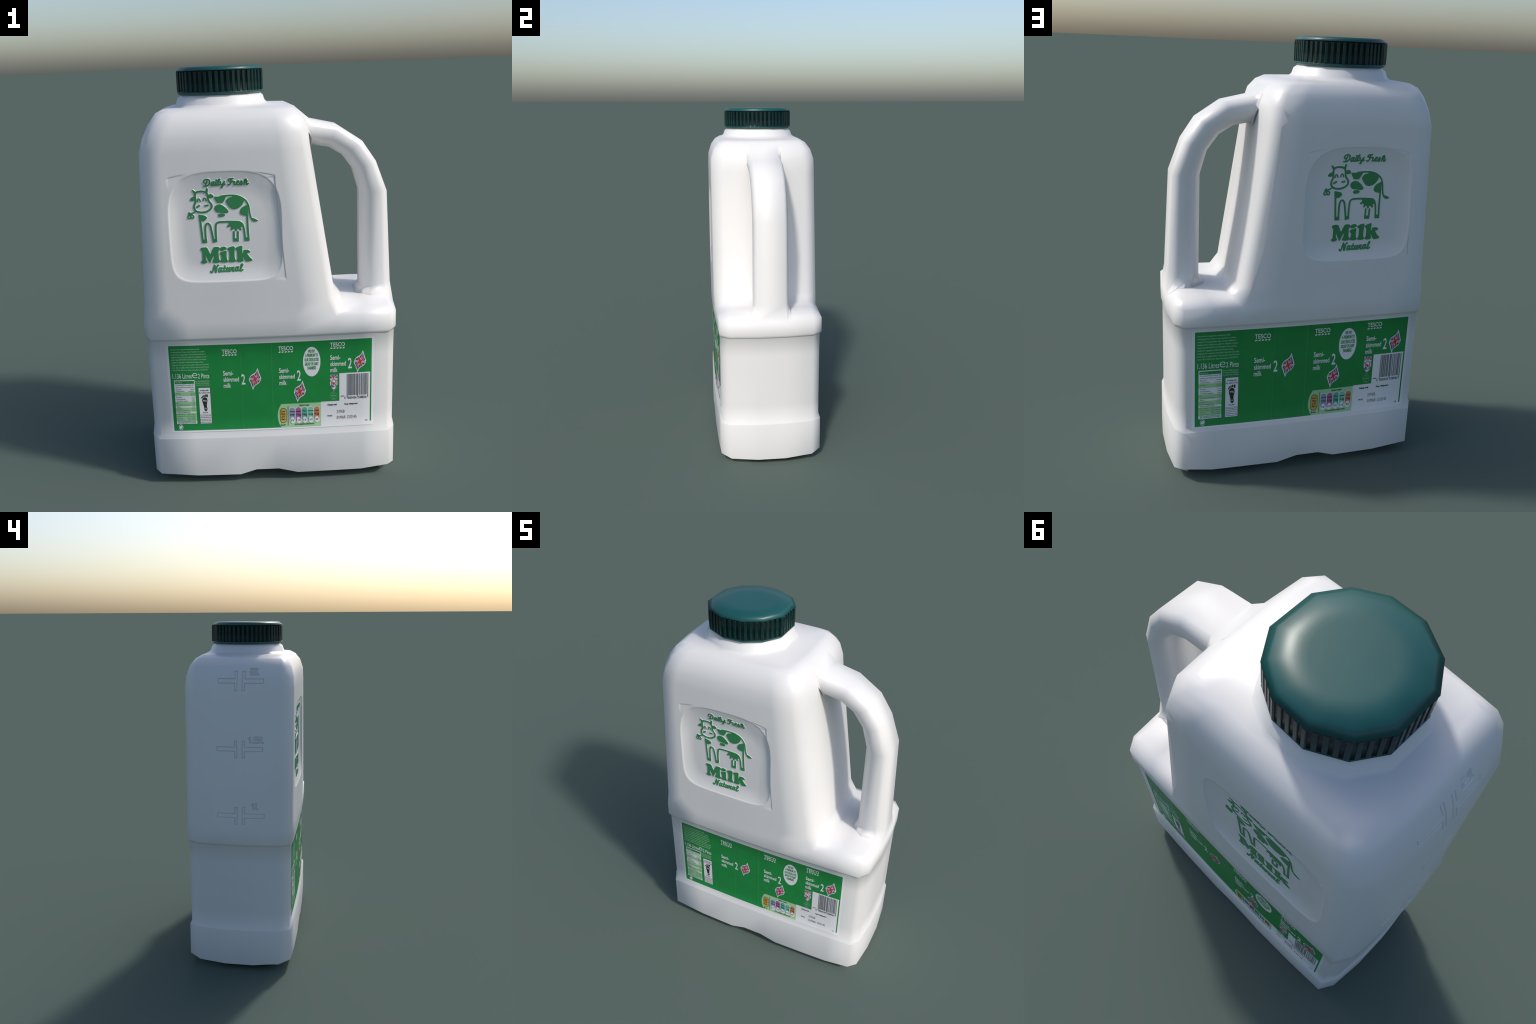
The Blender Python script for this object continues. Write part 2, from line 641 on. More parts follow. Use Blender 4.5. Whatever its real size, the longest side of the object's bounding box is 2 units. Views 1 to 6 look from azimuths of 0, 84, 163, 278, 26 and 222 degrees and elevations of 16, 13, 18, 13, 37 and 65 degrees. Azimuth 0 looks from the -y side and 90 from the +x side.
class Relief:
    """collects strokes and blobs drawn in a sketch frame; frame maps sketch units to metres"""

    def __init__(self, frame, unit):
        self.frame, self.unit, self.items = frame, unit, []

    def stroke(self, pts, width, closed=False, sharp=False, end_width=None):
        q = np.array(pts, float) if sharp else spline(pts, closed)
        if closed:
            q = np.vstack([q, q[:1]])
        w1 = width if end_width is None else end_width
        self.items.append(("stroke", self.frame(q), width * self.unit / 2, w1 * self.unit / 2))

    def blob(self, pts, sharp=False):
        q = np.array(pts, float) if sharp else spline(pts, True)
        self.items.append(("blob", self.frame(q)))

    def hole(self, pts, sharp=False):
        q = np.array(pts, float) if sharp else spline(pts, True)
        self.items.append(("hole", self.frame(q)))

    def field(self, X, Z):
        f = np.full(X.shape, -1.0)
        for it in self.items:
            q = it[1]
            lo, hi = q.min(0) - 0.012, q.max(0) + 0.012
            rows = np.where((Z[:, 0] >= lo[1]) & (Z[:, 0] <= hi[1]))[0]
            cols = np.where((X[0] >= lo[0]) & (X[0] <= hi[0]))[0]
            if not len(rows) or not len(cols):
                continue
            sl = np.s_[rows[0]:rows[-1] + 1, cols[0]:cols[-1] + 1]
            x, z = X[sl], Z[sl]
            ring = q if it[0] == "stroke" else np.vstack([q, q[:1]])
            best = np.full(x.shape, 1.0)
            inside = np.zeros(x.shape, bool)
            total = len(ring) - 1
            for i in range(total):
                (ax, az), (bx, bz) = ring[i], ring[i + 1]
                dx, dz = bx - ax, bz - az
                L = dx * dx + dz * dz + 1e-14
                t = np.clip(((x - ax) * dx + (z - az) * dz) / L, 0, 1)
                d = np.hypot(x - ax - t * dx, z - az - t * dz)
                if it[0] == "stroke":
                    d = d - (it[2] + (it[3] - it[2]) * (i + t) / total)
                elif (az > bz) or (az < bz):
                    cross = ((az > z) != (bz > z)) & (x < dx * (z - az) / dz + ax)
                    inside ^= cross
                best = np.minimum(best, d)
            if it[0] == "stroke":
                f[sl] = np.maximum(f[sl], -best)
            elif it[0] == "blob":
                f[sl] = np.maximum(f[sl], np.where(inside, best, -best))
            else:
                f[sl] = np.minimum(f[sl], np.where(inside, -best, best))
        return f

    def bounds(self):
        q = np.vstack([it[1] for it in self.items])
        return q.min(0) - 0.008, q.max(0) + 0.008


def contour(f, level, X, Z):
    """marching squares: everything above the level, as polygons on the grid"""
    g = f - level
    nz, nx = g.shape
    pts, faces2, cache = [], [], {}

    def node(i, k):
        key = (i, k)
        if key not in cache:
            cache[key] = len(pts)
            pts.append((X[i, k], Z[i, k]))
        return cache[key]

    def cut(i0, k0, i1, k1):
        key = (i0, k0, i1, k1) if (i0, k0) < (i1, k1) else (i1, k1, i0, k0)
        if key not in cache:
            t = g[i0, k0] / (g[i0, k0] - g[i1, k1])
            t = min(max(t, 0.02), 0.98)
            cache[key] = len(pts)
            pts.append((X[i0, k0] + (X[i1, k1] - X[i0, k0]) * t, Z[i0, k0] + (Z[i1, k1] - Z[i0, k0]) * t))
        return cache[key]
    pos = g > 0
    some = pos[:-1, :-1] | pos[1:, :-1] | pos[:-1, 1:] | pos[1:, 1:]
    for i, k in zip(*np.where(some)):
        cyc = ((i, k), (i, k + 1), (i + 1, k + 1), (i + 1, k))
        poly = []
        for a in range(4):
            p, q = cyc[a], cyc[(a + 1) % 4]
            if pos[p]:
                poly.append(node(*p))
            if pos[p] != pos[q]:
                poly.append(cut(*p, *q))
        if len(poly) >= 3:
            faces2.append(tuple(int(v) for v in poly))
    return np.array(pts), faces2


def sample(f, X, Z, pts):
    dx, dz = X[0, 1] - X[0, 0], Z[1, 0] - Z[0, 0]
    u = np.clip((pts[:, 0] - X[0, 0]) / dx, 0, f.shape[1] - 1.001)
    v = np.clip((pts[:, 1] - Z[0, 0]) / dz, 0, f.shape[0] - 1.001)
    i, k = v.astype(int), u.astype(int)
    s, t = u - k, v - i
    return (f[i, k] * (1 - s) + f[i, k + 1] * s) * (1 - t) + (f[i + 1, k] * (1 - s) + f[i + 1, k + 1] * s) * t


def relief_object(name, rel, surface, parent, height, ramp, material, step, paint=None, lift=0.0):
    """raised skin with a sloped edge; with paint, a second coloured skin sits on its top"""
    lo, hi = rel.bounds()
    xs, zs = np.arange(lo[0], hi[0], step), np.arange(lo[1], hi[1], step)
    X, Z = np.meshgrid(xs, zs)
    f = rel.field(X, Z)
    made = None
    skins = [(-ramp, 0.0, material, name)]
    if paint:
        skins.append((-0.0006, 0.0005, paint, name))
    for level, extra, mat, nm in skins:
        pts, fs = contour(f, level, X, Z)
        fv = sample(f, X, Z, pts)
        h = height * smooth(-ramp, 0.0004, fv) - 0.0005 + lift
        if extra:
            h = h + extra * smooth(-0.0006, 0.0006, fv) + 0.00012
        P, N = surface(pts[:, 0], pts[:, 1])
        P = P + N * h[:, None]
        me = make_mesh(nm, P, fs)
        b = bmesh.new()
        b.from_mesh(me)
        # outward facing: compare with the local surface normal
        b.faces.ensure_lookup_table()
        b.normal_update()
        if len(b.faces) and b.faces[0].normal.dot(Vector(N[fs[0][0]])) < 0:
            bmesh.ops.reverse_faces(b, faces=b.faces)
        b.to_mesh(me)
        b.free()
        for p in me.polygons:
            p.use_smooth = True
        ob = add_object(nm if made is None else "green_" + nm, me, parent, mat)
        made = made or ob
    return made


def emblem_frame(ou, ov, k):
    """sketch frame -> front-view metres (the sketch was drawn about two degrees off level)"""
    def fr(q):
        u, v = ou + k * q[:, 0], ov + k * q[:, 1]
        x = 3.7065e-4 * u - 1.967e-5 * v - 0.46209
        z = -1.333e-5 * u - 3.803e-4 * v + 1.62008
        return np.stack([x, z], 1)
    return fr, 3.75e-4 * k


def cow_emblem():
    r = Relief(*emblem_frame(301.5, 301.5, 0.3077))
    # head, muzzle, horns, ears, sleepy eyes, nostrils, and the clover it chews
    r.stroke([(415, 330), (470, 270), (560, 245), (660, 238), (760, 250), (850, 300), (890, 380), (905, 480), (930, 590),
              (1000, 680), (1050, 760), (1045, 860), (970, 950), (850, 1020), (690, 1050), (540, 1035), (430, 985), (375, 890),
              (375, 780), (415, 680), (425, 560), (405, 440)], 66, closed=True)
    r.blob([(305, 185), (330, 185), (440, 265), (470, 290), (410, 370), (375, 330), (325, 260)])
    r.blob([(865, 110), (900, 140), (900, 220), (880, 300), (810, 260), (830, 180)])
    r.blob([(400, 440), (290, 470), (215, 540), (225, 590), (290, 610), (370, 585), (410, 570)])
    r.hole([(400, 505), (335, 520), (395, 530)])
    r.blob([(925, 380), (1000, 345), (1070, 360), (1120, 420), (1090, 475), (980, 490), (940, 450)])
    r.stroke([(505, 635), (510, 560), (550, 525), (590, 560), (612, 625)], 40)
    r.stroke([(722, 600), (735, 520), (775, 495), (815, 525), (838, 595)], 40)
    r.stroke([(480, 850), (570, 790)], 62, sharp=True)
    r.stroke([(800, 790), (900, 775)], 62, sharp=True)
    r.stroke([(440, 1000), (360, 1060), (250, 1100)], 48)
    r.stroke([(190, 1080), (215, 1140), (165, 1130)], 72, closed=True)
    r.stroke([(215, 1140), (130, 1210), (140, 1275), (200, 1285), (230, 1210)], 46, closed=True)
    r.stroke([(225, 1150), (260, 1260), (330, 1275), (350, 1215), (300, 1150)], 46, closed=True)
    # chest patch, shoulder patch, flank patches
    r.blob([(545, 1160), (690, 1160), (800, 1190), (860, 1245), (830, 1320), (740, 1390), (640, 1390), (580, 1385), (560, 1270)])
    r.blob([(1150, 455), (1330, 440), (1540, 405), (1620, 420), (1560, 540), (1480, 670), (1400, 680), (1270, 670), (1210, 590)])
    r.blob([(1160, 900), (1190, 810), (1290, 750), (1400, 750), (1510, 800), (1620, 890), (1700, 990), (1690, 1050), (1590, 1080),
            (1450, 1060), (1290, 1050), (1200, 990)])
    r.blob([(1300, 1160), (1340, 1110), (1450, 1090), (1560, 1120), (1555, 1180), (1480, 1215), (1350, 1220)])
    fr, un = emblem_frame(603, 361.8, 0.4232)
    r.frame, r.unit = fr, un
    # back line running on into the tail
    r.stroke([(300, 170), (460, 148), (640, 142), (780, 160), (900, 205), (1010, 285), (1080, 400), (1112, 520), (1130, 640),
              (1170, 770), (1215, 835)], 38)
    r.blob([(1190, 790), (1250, 790), (1310, 815), (1365, 850), (1340, 872), (1270, 882), (1210, 855)])
    r.blob([(455, 310), (490, 240), (560, 195), (660, 160), (780, 160), (890, 205), (955, 265), (945, 340), (890, 430), (800, 500),
            (690, 528), (580, 495), (500, 400)])
    r.hole([(440, 200), (500, 178), (600, 170), (655, 166), (610, 190), (520, 215), (470, 265)])
    r.blob([(1060, 420), (1080, 560), (1075, 700), (970, 705), (880, 670), (850, 600), (890, 510), (970, 450)])
    # hind legs
    r.stroke([(1062, 600), (1066, 760), (1085, 1100), (1115, 1400)], 46)
    r.stroke([(850, 890), (920, 945), (965, 1060), (990, 1200), (1012, 1400)], 44)
    r.blob([(990, 1330), (1132, 1330), (1136, 1428), (995, 1434)], sharp=True)
    r.stroke([(685, 1175), (690, 1400)], 46)
    r.stroke([(800, 1175), (802, 1400)], 46)
    r.blob([(670, 1360), (826, 1360), (826, 1446), (676, 1448)], sharp=True)
    # belly, udder, front legs
    r.stroke([(184, 1430), (168, 1180), (172, 990), (200, 925), (280, 893), (440, 885), (640, 880)], 48)
    r.blob([(540, 890), (650, 862), (800, 865), (880, 885), (950, 970), (900, 1030), (850, 1075), (700, 1082), (620, 1050), (560, 980)])
    r.stroke([(560, 975), (520, 1015)], 52)
    r.stroke([(640, 1050), (622, 1105)], 50)
    r.stroke([(745, 1075), (745, 1125)], 54)
    r.stroke([(845, 1060), (875, 1105)], 50)
    r.frame, r.unit = emblem_frame(0, 0, 1.0)
    r.stroke([(478, 662), (492, 760), (505, 870), (518, 985)], 20)
    r.stroke([(556, 985), (549, 870), (550, 795), (562, 764), (588, 760), (607, 785), (624, 850), (640, 930), (650, 980)], 20)
    r.blob([(508, 955), (566, 951), (570, 990), (514, 996)], sharp=True)
    r.blob([(636, 946), (688, 942), (692, 980), (638, 986)], sharp=True)
    return r


def milk_lettering():
    r = Relief(*emblem_frame(458.3, 995.0, 0.3077))
    # plump rounded slab letters
    r.blob([(95, 240), (130, 195), (220, 178), (320, 178), (370, 215), (420, 320), (490, 440), (540, 330), (590, 225), (640, 165),
            (720, 155), (800, 158), (850, 195), (845, 260), (808, 310), (808, 430), (815, 560), (835, 650), (880, 700), (860, 760),
            (780, 790), (690, 795), (600, 780), (570, 745), (610, 660), (628, 560), (605, 510), (560, 600), (510, 730), (475, 795),
            (440, 760), (370, 640), (315, 510), (300, 600), (320, 690), (362, 745), (340, 790), (230, 828), (140, 800), (115, 755),
            (160, 710), (175, 640), (168, 460), (165, 350), (120, 300)])
    r.blob([(865, 240), (900, 180), (980, 150), (1070, 150), (1125, 200), (1105, 250), (1020, 290), (930, 315), (885, 285)])
    r.blob([(865, 420), (900, 370), (1000, 335), (1095, 310), (1125, 345), (1122, 460), (1130, 590), (1150, 670), (1188, 720),
            (1150, 765), (1040, 780), (930, 770), (885, 730), (920, 660), (930, 560), (915, 500), (880, 460)])
    r.blob([(1155, 240), (1200, 190), (1300, 150), (1400, 132), (1450, 175), (1440, 300), (1442, 480), (1455, 620), (1500, 700),
            (1460, 745), (1340, 768), (1240, 750), (1205, 715), (1240, 640), (1250, 540), (1240, 400), (1228, 320), (1175, 270)])
    r.blob([(1475, 220), (1530, 175), (1620, 135), (1720, 112), (1748, 150), (1745, 280), (1755, 410), (1790, 390), (1800, 300),
            (1870, 275), (1980, 275), (2055, 330), (2040, 380), (1940, 410), (1980, 480), (2060, 580), (2145, 650), (2140, 700),
            (2040, 730), (1930, 738), (1880, 700), (1775, 545), (1770, 590), (1805, 680), (1760, 735), (1640, 755), (1545, 735),
            (1520, 700), (1560, 620), (1560, 460), (1545, 310), (1500, 270)])
    return r


def natural_lettering():
    r = Relief(*emblem_frame(458.3, 995.0, 0.3077))
    w = 51
    r.stroke([(510, 1130), (505, 1165), (550, 1180), (585, 1130), (610, 1010), (655, 900)], w)        # N
    r.stroke([(655, 900), (680, 1030), (700, 1160)], 74)
    r.stroke([(710, 1160), (735, 1060), (750, 950), (785, 890), (815, 890)], w)
    for ox, oz in ((0, 0), (665, -42)):                                                              # a, a
        r.stroke([(915 + ox, 1010 + oz), (870 + ox, 1000 + oz), (825 + ox, 1060 + oz), (825 + ox, 1140 + oz), (865 + ox, 1150 + oz), (905 + ox, 1080 + oz), (945 + ox, 995 + oz)], w)
        r.stroke([(940 + ox, 1000 + oz), (915 + ox, 1100 + oz), (940 + ox, 1145 + oz), (990 + ox, 1110 + oz)], w)
    r.stroke([(1070, 920), (1040, 1010), (1025, 1110), (1045, 1140), (1100, 1100)], w)                 # t
    r.stroke([(1000, 1010), (1110, 1000)], 40)
    r.stroke([(1165, 985), (1125, 1090), (1145, 1135), (1195, 1100), (1240, 985)], w)                  # u
    r.stroke([(1270, 985), (1225, 1090), (1245, 1135), (1300, 1090), (1345, 975)], w)
    r.stroke([(1345, 975), (1390, 990), (1425, 970), (1375, 1080), (1395, 1125), (1460, 1080)], w)     # r
    r.stroke([(1680, 1070), (1730, 960), (1770, 870), (1755, 840), (1715, 880), (1690, 1000), (1685, 1090), (1715, 1115), (1785, 1060)], w)  # l
    return r


def daily_fresh_lettering():
    r = Relief(*emblem_frame(482.4, 156.8, 0.282))
    w = 51
    r.stroke([(240, 420), (190, 400), (190, 330), (260, 270), (350, 265), (420, 310), (425, 410), (370, 500), (290, 545), (180, 545)], w)   # D
    r.stroke([(320, 330), (290, 430), (250, 530)], w)
    r.stroke([(590, 370), (530, 385), (490, 450), (495, 520), (540, 520), (580, 450), (615, 370)], w)                                      # a
    r.stroke([(610, 380), (590, 490), (620, 520), (670, 470)], w)
    r.stroke([(705, 370), (675, 470), (690, 515), (740, 490)], w)                                                                          # i
    r.stroke([(705, 300), (730, 295)], 62)
    r.stroke([(740, 480), (810, 370), (850, 270), (820, 260), (785, 350), (775, 470), (800, 510), (860, 470)], w)                           # l
    r.stroke([(890, 370), (885, 450), (930, 480), (985, 440), (1050, 350)], w)                                                             # y
    r.stroke([(1045, 360), (1000, 480), (945, 600), (920, 610), (930, 560), (1010, 500), (1080, 460)], w)
    r.stroke([(1260, 330), (1215, 310), (1240, 250), (1320, 235), (1410, 225)], w)                                                         # F
    r.stroke([(1335, 240), (1320, 350), (1290, 460), (1240, 500), (1195, 480)], w)
    r.stroke([(1300, 370), (1400, 350)], 44)
    r.stroke([(1405, 330), (1450, 370), (1480, 360), (1450, 440), (1470, 490), (1530, 460)], w)                                            # r
    r.stroke([(1550, 430), (1620, 390), (1650, 340), (1610, 330), (1570, 390), (1570, 470), (1620, 490), (1690, 440)], w)                   # e
    r.stroke([(1690, 450), (1760, 330), (1780, 400), (1790, 460), (1750, 495), (1710, 480)], w)                                            # s
    r.stroke([(1960, 250), (1900, 280), (1880, 380), (1870, 480)], w)                                                                      # h
    r.stroke([(1960, 250), (1930, 340), (1890, 420)], 44)
    r.stroke([(1875, 440), (1930, 340), (1990, 320), (1975, 400), (1965, 470), (2000, 480), (2050, 430)], w)
    return r


EMBLEM_BITS = [("cow_emblem", cow_emblem()), ("milk_lettering", milk_lettering()),
               ("natural_lettering", natural_lettering()), ("daily_fresh_lettering", daily_fresh_lettering())]


def emblem_surface(side):
    if side == "front":
        return lambda x, z: panel_surface("front", x, z)
    return lambda x, z: panel_surface("back", -0.392 - x, z)


for side in ("front", "back"):
    for name, rel in EMBLEM_BITS:
        relief_object(name, rel, emblem_surface(side), EMBLEM_PANEL[side], 0.0028, 0.0022, WHITE, 0.00095, paint=EMBOSS)

# ----------------------------------------------------------------------------
# volume marks moulded on the plain narrow end
# ----------------------------------------------------------------------------


def volume_mark(z, bar_z, bar_h, tall, y0, y1, glyphs, gy, gz, gk):
    """two facing tees and a number, drawn with x standing for -y"""
    r = Relief(lambda q: q, 1.0)
    r.blob([(-y0, bar_z - bar_h), (-0.0145, bar_z - bar_h), (-0.0145, z - tall), (-0.0015, z - tall), (-0.0035, z + tall),
            (-0.0155, z + tall), (-0.0145, bar_z + bar_h), (-y0, bar_z + bar_h)], sharp=True)
    r.blob([(y1, bar_z - bar_h), (0.040, bar_z - bar_h), (0.040, z - tall), (0.0265, z - tall), (0.0275, z + tall),
            (0.0410, z + tall), (0.040, bar_z + bar_h), (y1, bar_z + bar_h)], sharp=True)
    for line in glyphs:
        r.stroke([(gy + gk * a, gz + gk * b) for a, b in line], 0.0060, sharp=True)
    return r


ONE = [[(-0.10, 0.75), (0.18, 1.0), (0.18, 0.0)]]
LITRE = [[(0.0, 1.0), (0.0, 0.0), (0.28, 0.0)]]
TWO = [[(0.0, 1.0), (0.85, 1.0), (0.85, 0.5), (0.0, 0.5), (0.0, 0.0), (0.85, 0.0)]]
FIVE = [[(0.9, 1.0), (0.0, 1.0), (0.0, 0.52), (0.9, 0.52), (0.9, 0.0), (0.0, 0.0)]]
DOT = [[(0.0, 0.0), (0.0, 0.04)]]


def shifted(g, d):
    return [[(a + d, b) for a, b in line] for line in g]


MARKS = [
    volume_mark(1.689, 1.689, 0.0115, 0.051, 0.108, 0.143, TWO + shifted(LITRE, 1.25), 0.070, 1.724, 0.028),
    volume_mark(1.316, 1.317, 0.0115, 0.047, 0.115, 0.140, ONE + shifted(DOT, 0.62) + shifted(FIVE, 0.95) + shifted(LITRE, 2.25), 0.066, 1.354, 0.030),
    volume_mark(0.939, 0.940, 0.0120, 0.049, 0.114, 0.150, ONE + shifted(LITRE, 0.65), 0.084, 0.980, 0.031),
]
GROOVE_DEPTH, GROOVE_WIDTH = 0.0045, 0.0018


def build_end_wall():
    """the plain narrow end, with the outlines of the marks cut in as fine grooves"""
    step = 0.0009
    gx, gz = np.meshgrid(np.arange(-0.17, 0.19, step), np.arange(0.86, 1.79, step))
    field = np.full(gx.shape, -1.0)
    for rel in MARKS:
        field = np.maximum(field, rel.field(gx, gz))

    def groove(y, z):
        f = sample(field, gx, gz, np.stack([-y, z], 1))
        inside_grid = (np.abs(y) < 0.165) & (z > 0.865) & (z < 1.785)
        return np.where(inside_grid, GROOVE_DEPTH * np.exp(-(f / GROOVE_WIDTH) ** 2), 0.0)
    rows = [top["l"]] + [u["l"] for u in ups[:4]]
    ts = np.concatenate([np.linspace(k, k + 1, n, endpoint=False) for k, n in enumerate((64, 540, 52, 44))] + [[4.0]])
    us = np.concatenate([np.linspace(k, k + 1, 120, endpoint=False) for k in range(3)] + [[3.0]])
    Y = np.array([[verts[i].y for i in r] for r in rows])
    Zr = np.array([verts[r[0]].z for r in rows])
    yy = np.array([np.interp(us, range(4), r) for r in Y])
    k = np.clip(ts.astype(int), 0, 3)
    t = (ts - k)[:, None]
    gy = yy[k] * (1 - t) + yy[k + 1] * t
    gz2 = np.repeat((Zr[k] * (1 - t[:, 0]) + Zr[k + 1] * t[:, 0])[:, None], len(us), 1)
    y, z = gy.ravel(), gz2.ravel()
    P, N = END.at(y, z)
    e = 0.0007
    d = groove(y, z)
    dy = (groove(y + e, z) - groove(y - e, z)) / (2 * e)
    dz = (groove(y, z + e) - groove(y, z - e)) / (2 * e)
    N2 = N + np.stack([np.zeros_like(dy), dy, dz], 1)
    N2 /= np.linalg.norm(N2, axis=1)[:, None]
    w = len(us)
    fs = [(i * w + j + 1, i * w + j, (i + 1) * w + j, (i + 1) * w + j + 1) for i in range(len(ts) - 1) for j in range(w - 1)]
    return add_object("volume_mark_wall", make_mesh("volume_mark_wall", P - N * d[:, None], fs, N2), bottle, WHITE)


build_end_wall()

# ----------------------------------------------------------------------------
# printed paper label, laid on the label band of both broad faces
# ----------------------------------------------------------------------------
INK = {
    "paper": plain_material("label_paper", (0.725, 0.725, 0.735), 0.42, 0.5, 0.01, 30.0),
    "green": plain_material("label_green", (0.010, 0.222, 0.047), 0.42, 0.45, 0.05, 14.0),
    "pale": plain_material("label_pale_green", (0.330, 0.570, 0.300), 0.42, 0.5, 0.03, 20.0),
    "fold": plain_material("label_fold_line", (0.050, 0.330, 0.115), 0.45, 0.5, 0.10, 60.0),
    "black": plain_material("label_black", (0.022, 0.022, 0.020), 0.45, 0.5, 0.05, 20.0),
    "grey": plain_material("label_grey", (0.170, 0.175, 0.180), 0.45, 0.5, 0.05, 20.0),
    "soft": plain_material("label_soft_print", (0.330, 0.560, 0.370), 0.45, 0.5, 0.05, 20.0),
    "red": plain_material("label_red", (0.520, 0.030, 0.040), 0.42, 0.5, 0.05, 20.0),
    "rust": plain_material("label_rust", (0.560, 0.220, 0.120), 0.42, 0.5, 0.05, 20.0),
    "blue": plain_material("label_navy", (0.070, 0.050, 0.190), 0.42, 0.5, 0.05, 20.0),
    "amber": plain_material("label_amber", (0.560, 0.330, 0.060), 0.42, 0.5, 0.05, 20.0),
    "lilac": plain_material("label_lilac", (0.240, 0.290, 0.430), 0.42, 0.5, 0.05, 20.0),
    "plum": plain_material("label_plum", (0.360, 0.110, 0.270), 0.42, 0.5, 0.05, 20.0),
    "jade": plain_material("label_jade", (0.080, 0.380, 0.260), 0.42, 0.5, 0.05, 20.0),
    "mint": plain_material("label_mint", (0.190, 0.500, 0.370), 0.42, 0.5, 0.05, 20.0),
    "copper": plain_material("label_copper", (0.500, 0.200, 0.080), 0.42, 0.5, 0.05, 20.0),
}


class Print:
    """one flat layer of the label in front-view metres: polygons of one ink"""

    def __init__(self):
        self.v, self.f = [], []

    def poly(self, pts):
        base = len(self.v)
        self.v += [tuple(p) for p in pts]
        area = sum(pts[i][0] * pts[(i + 1) % len(pts)][1] - pts[(i + 1) % len(pts)][0] * pts[i][1] for i in range(len(pts)))
        ids = list(range(base, base + len(pts)))
        self.f.append(ids if area > 0 else ids[::-1])
        return self

    def rect(self, x0, x1, z0, z1, cell=0.03):
        nx, nz = max(1, round((x1 - x0) / cell)), max(1, round((z1 - z0) / (cell * 2)))
        base = len(self.v)
        for k in range(nz + 1):
            for i in range(nx + 1):
                self.v.append((lerp(x0, x1, i / nx), lerp(z0, z1, k / nz)))
        w = nx + 1
        for k in range(nz):
            for i in range(nx):
                a = base + k * w + i
                self.f.append([a, a + 1, a + w + 1, a + w])
        return self

    def oval(self, cx, cz, rx, rz, n=40):
        return self.poly([(cx + rx * math.cos(2 * math.pi * i / n), cz + rz * math.sin(2 * math.pi * i / n)) for i in range(n)])

    def ring(self, cx, cz, rx, rz, w, n=36, a0=0.0, a1=360.0):
        base = len(self.v)
        full = a1 - a0 >= 360
        m = n if full else n + 1
        for i in range(m):
            a = math.radians(a0 + (a1 - a0) * i / n)
            c, s = math.cos(a), math.sin(a)
            self.v += [(cx + rx * c, cz + rz * s), (cx + (rx - w) * c, cz + (rz - w) * s)]
        for i in range(n):
            j = (i + 1) % m
            self.f.append([base + 2 * i, base + 2 * j, base + 2 * j + 1, base + 2 * i + 1])
        return self

    def stadium(self, x0, x1, z0, z1, n=14):
        r = (x1 - x0) / 2
        rz = r * 1.15
        pts = [(x0 + r + r * math.cos(math.pi * i / n), z1 - rz + rz * math.sin(math.pi * i / n)) for i in range(n + 1)]
        pts += [(x0 + r - r * math.cos(math.pi * i / n), z0 + rz - rz * math.sin(math.pi * i / n)) for i in range(n + 1)]
        return self.poly(pts)

    def text(self, body, x0, z0, cap, width=None, x1=None, bold=0.0, shear=0.0, centre=None):
        """a line of lettering: left edge (or centre), baseline, capital height, optional overall width"""
        cu = bpy.data.curves.new("lettering", "FONT")
        cu.body = body
        cu.size = 1.0
        cu.resolution_u = 3 if cap > 0.012 else 1
        cu.offset = bold
        cu.shear = shear
        ob = bpy.data.objects.new("lettering", cu)
        scene_col.objects.link(ob)
        me = ob.evaluated_get(bpy.context.evaluated_depsgraph_get()).to_mesh()
        q = np.array([v.co[:2] for v in me.vertices]).reshape(-1, 2)
        tri = [list(p.vertices) for p in me.polygons]
        ob.to_mesh_clear()
        bpy.data.objects.remove(ob)
        bpy.data.curves.remove(cu)
        if not len(q):
            return self
        kz = cap / 0.729
        lo, hi = q[:, 0].min(), q[:, 0].max()
        if width is None and x1 is not None:
            width = x1 - x0
        kx = width / (hi - lo) if width else kz * 0.72
        if centre is not None:
            x0 = centre - kx * (hi - lo) / 2
        base = len(self.v)
        self.v += [(x0 + (a - lo) * kx, z0 + b * kz) for a, b in q]
        for t in tri:
            (ax, az), (bx, bz), (cx, cz) = (q[i] for i in t[:3])
            t = t if (bx - ax) * (cz - az) - (cx - ax) * (bz - az) > 0 else t[::-1]
            self.f.append([base + i for i in t])
        return self


def label_place(side, x, z):
    """front-view label metres -> bottle surface and normal; the back label is a little larger"""
    if side == "front":
        return BAND["front"].at(x, z)
    return BAND["back"].at(-(x + 0.0035) * 1.063, (z - 0.5135) * 1.054 + 0.5085)


def lay(name, pr, side, parent, ink, level, thick):
    """wrap a flat layer on the band: a thin solid with its own edges"""
    q = np.array(pr.v)
    P, N = label_place(side, q[:, 0], q[:, 1])
    n = len(q)
    edges = {}
    for f in pr.f:
        for a, b in zip(f, f[1:] + f[:1]):
            edges[a, b] = True
    rim = [(a, b) for a, b in edges if (b, a) not in edges]
    lowmap = {}
    Pv = list(P + N * level)
    Nv = list(N)
    fs = [list(f) for f in pr.f]
    for a, b in rim:
        for i in (a, b):
            if i not in lowmap:
                lowmap[i] = len(Pv)
                Pv.append(P[i] + N[i] * (level - thick))
                Nv.append(N[i])
        fs.append([b, a, lowmap[a], lowmap[b]])
    me = make_mesh(name, Pv, fs, Nv)
    return add_object(name, me, parent, INK[ink])


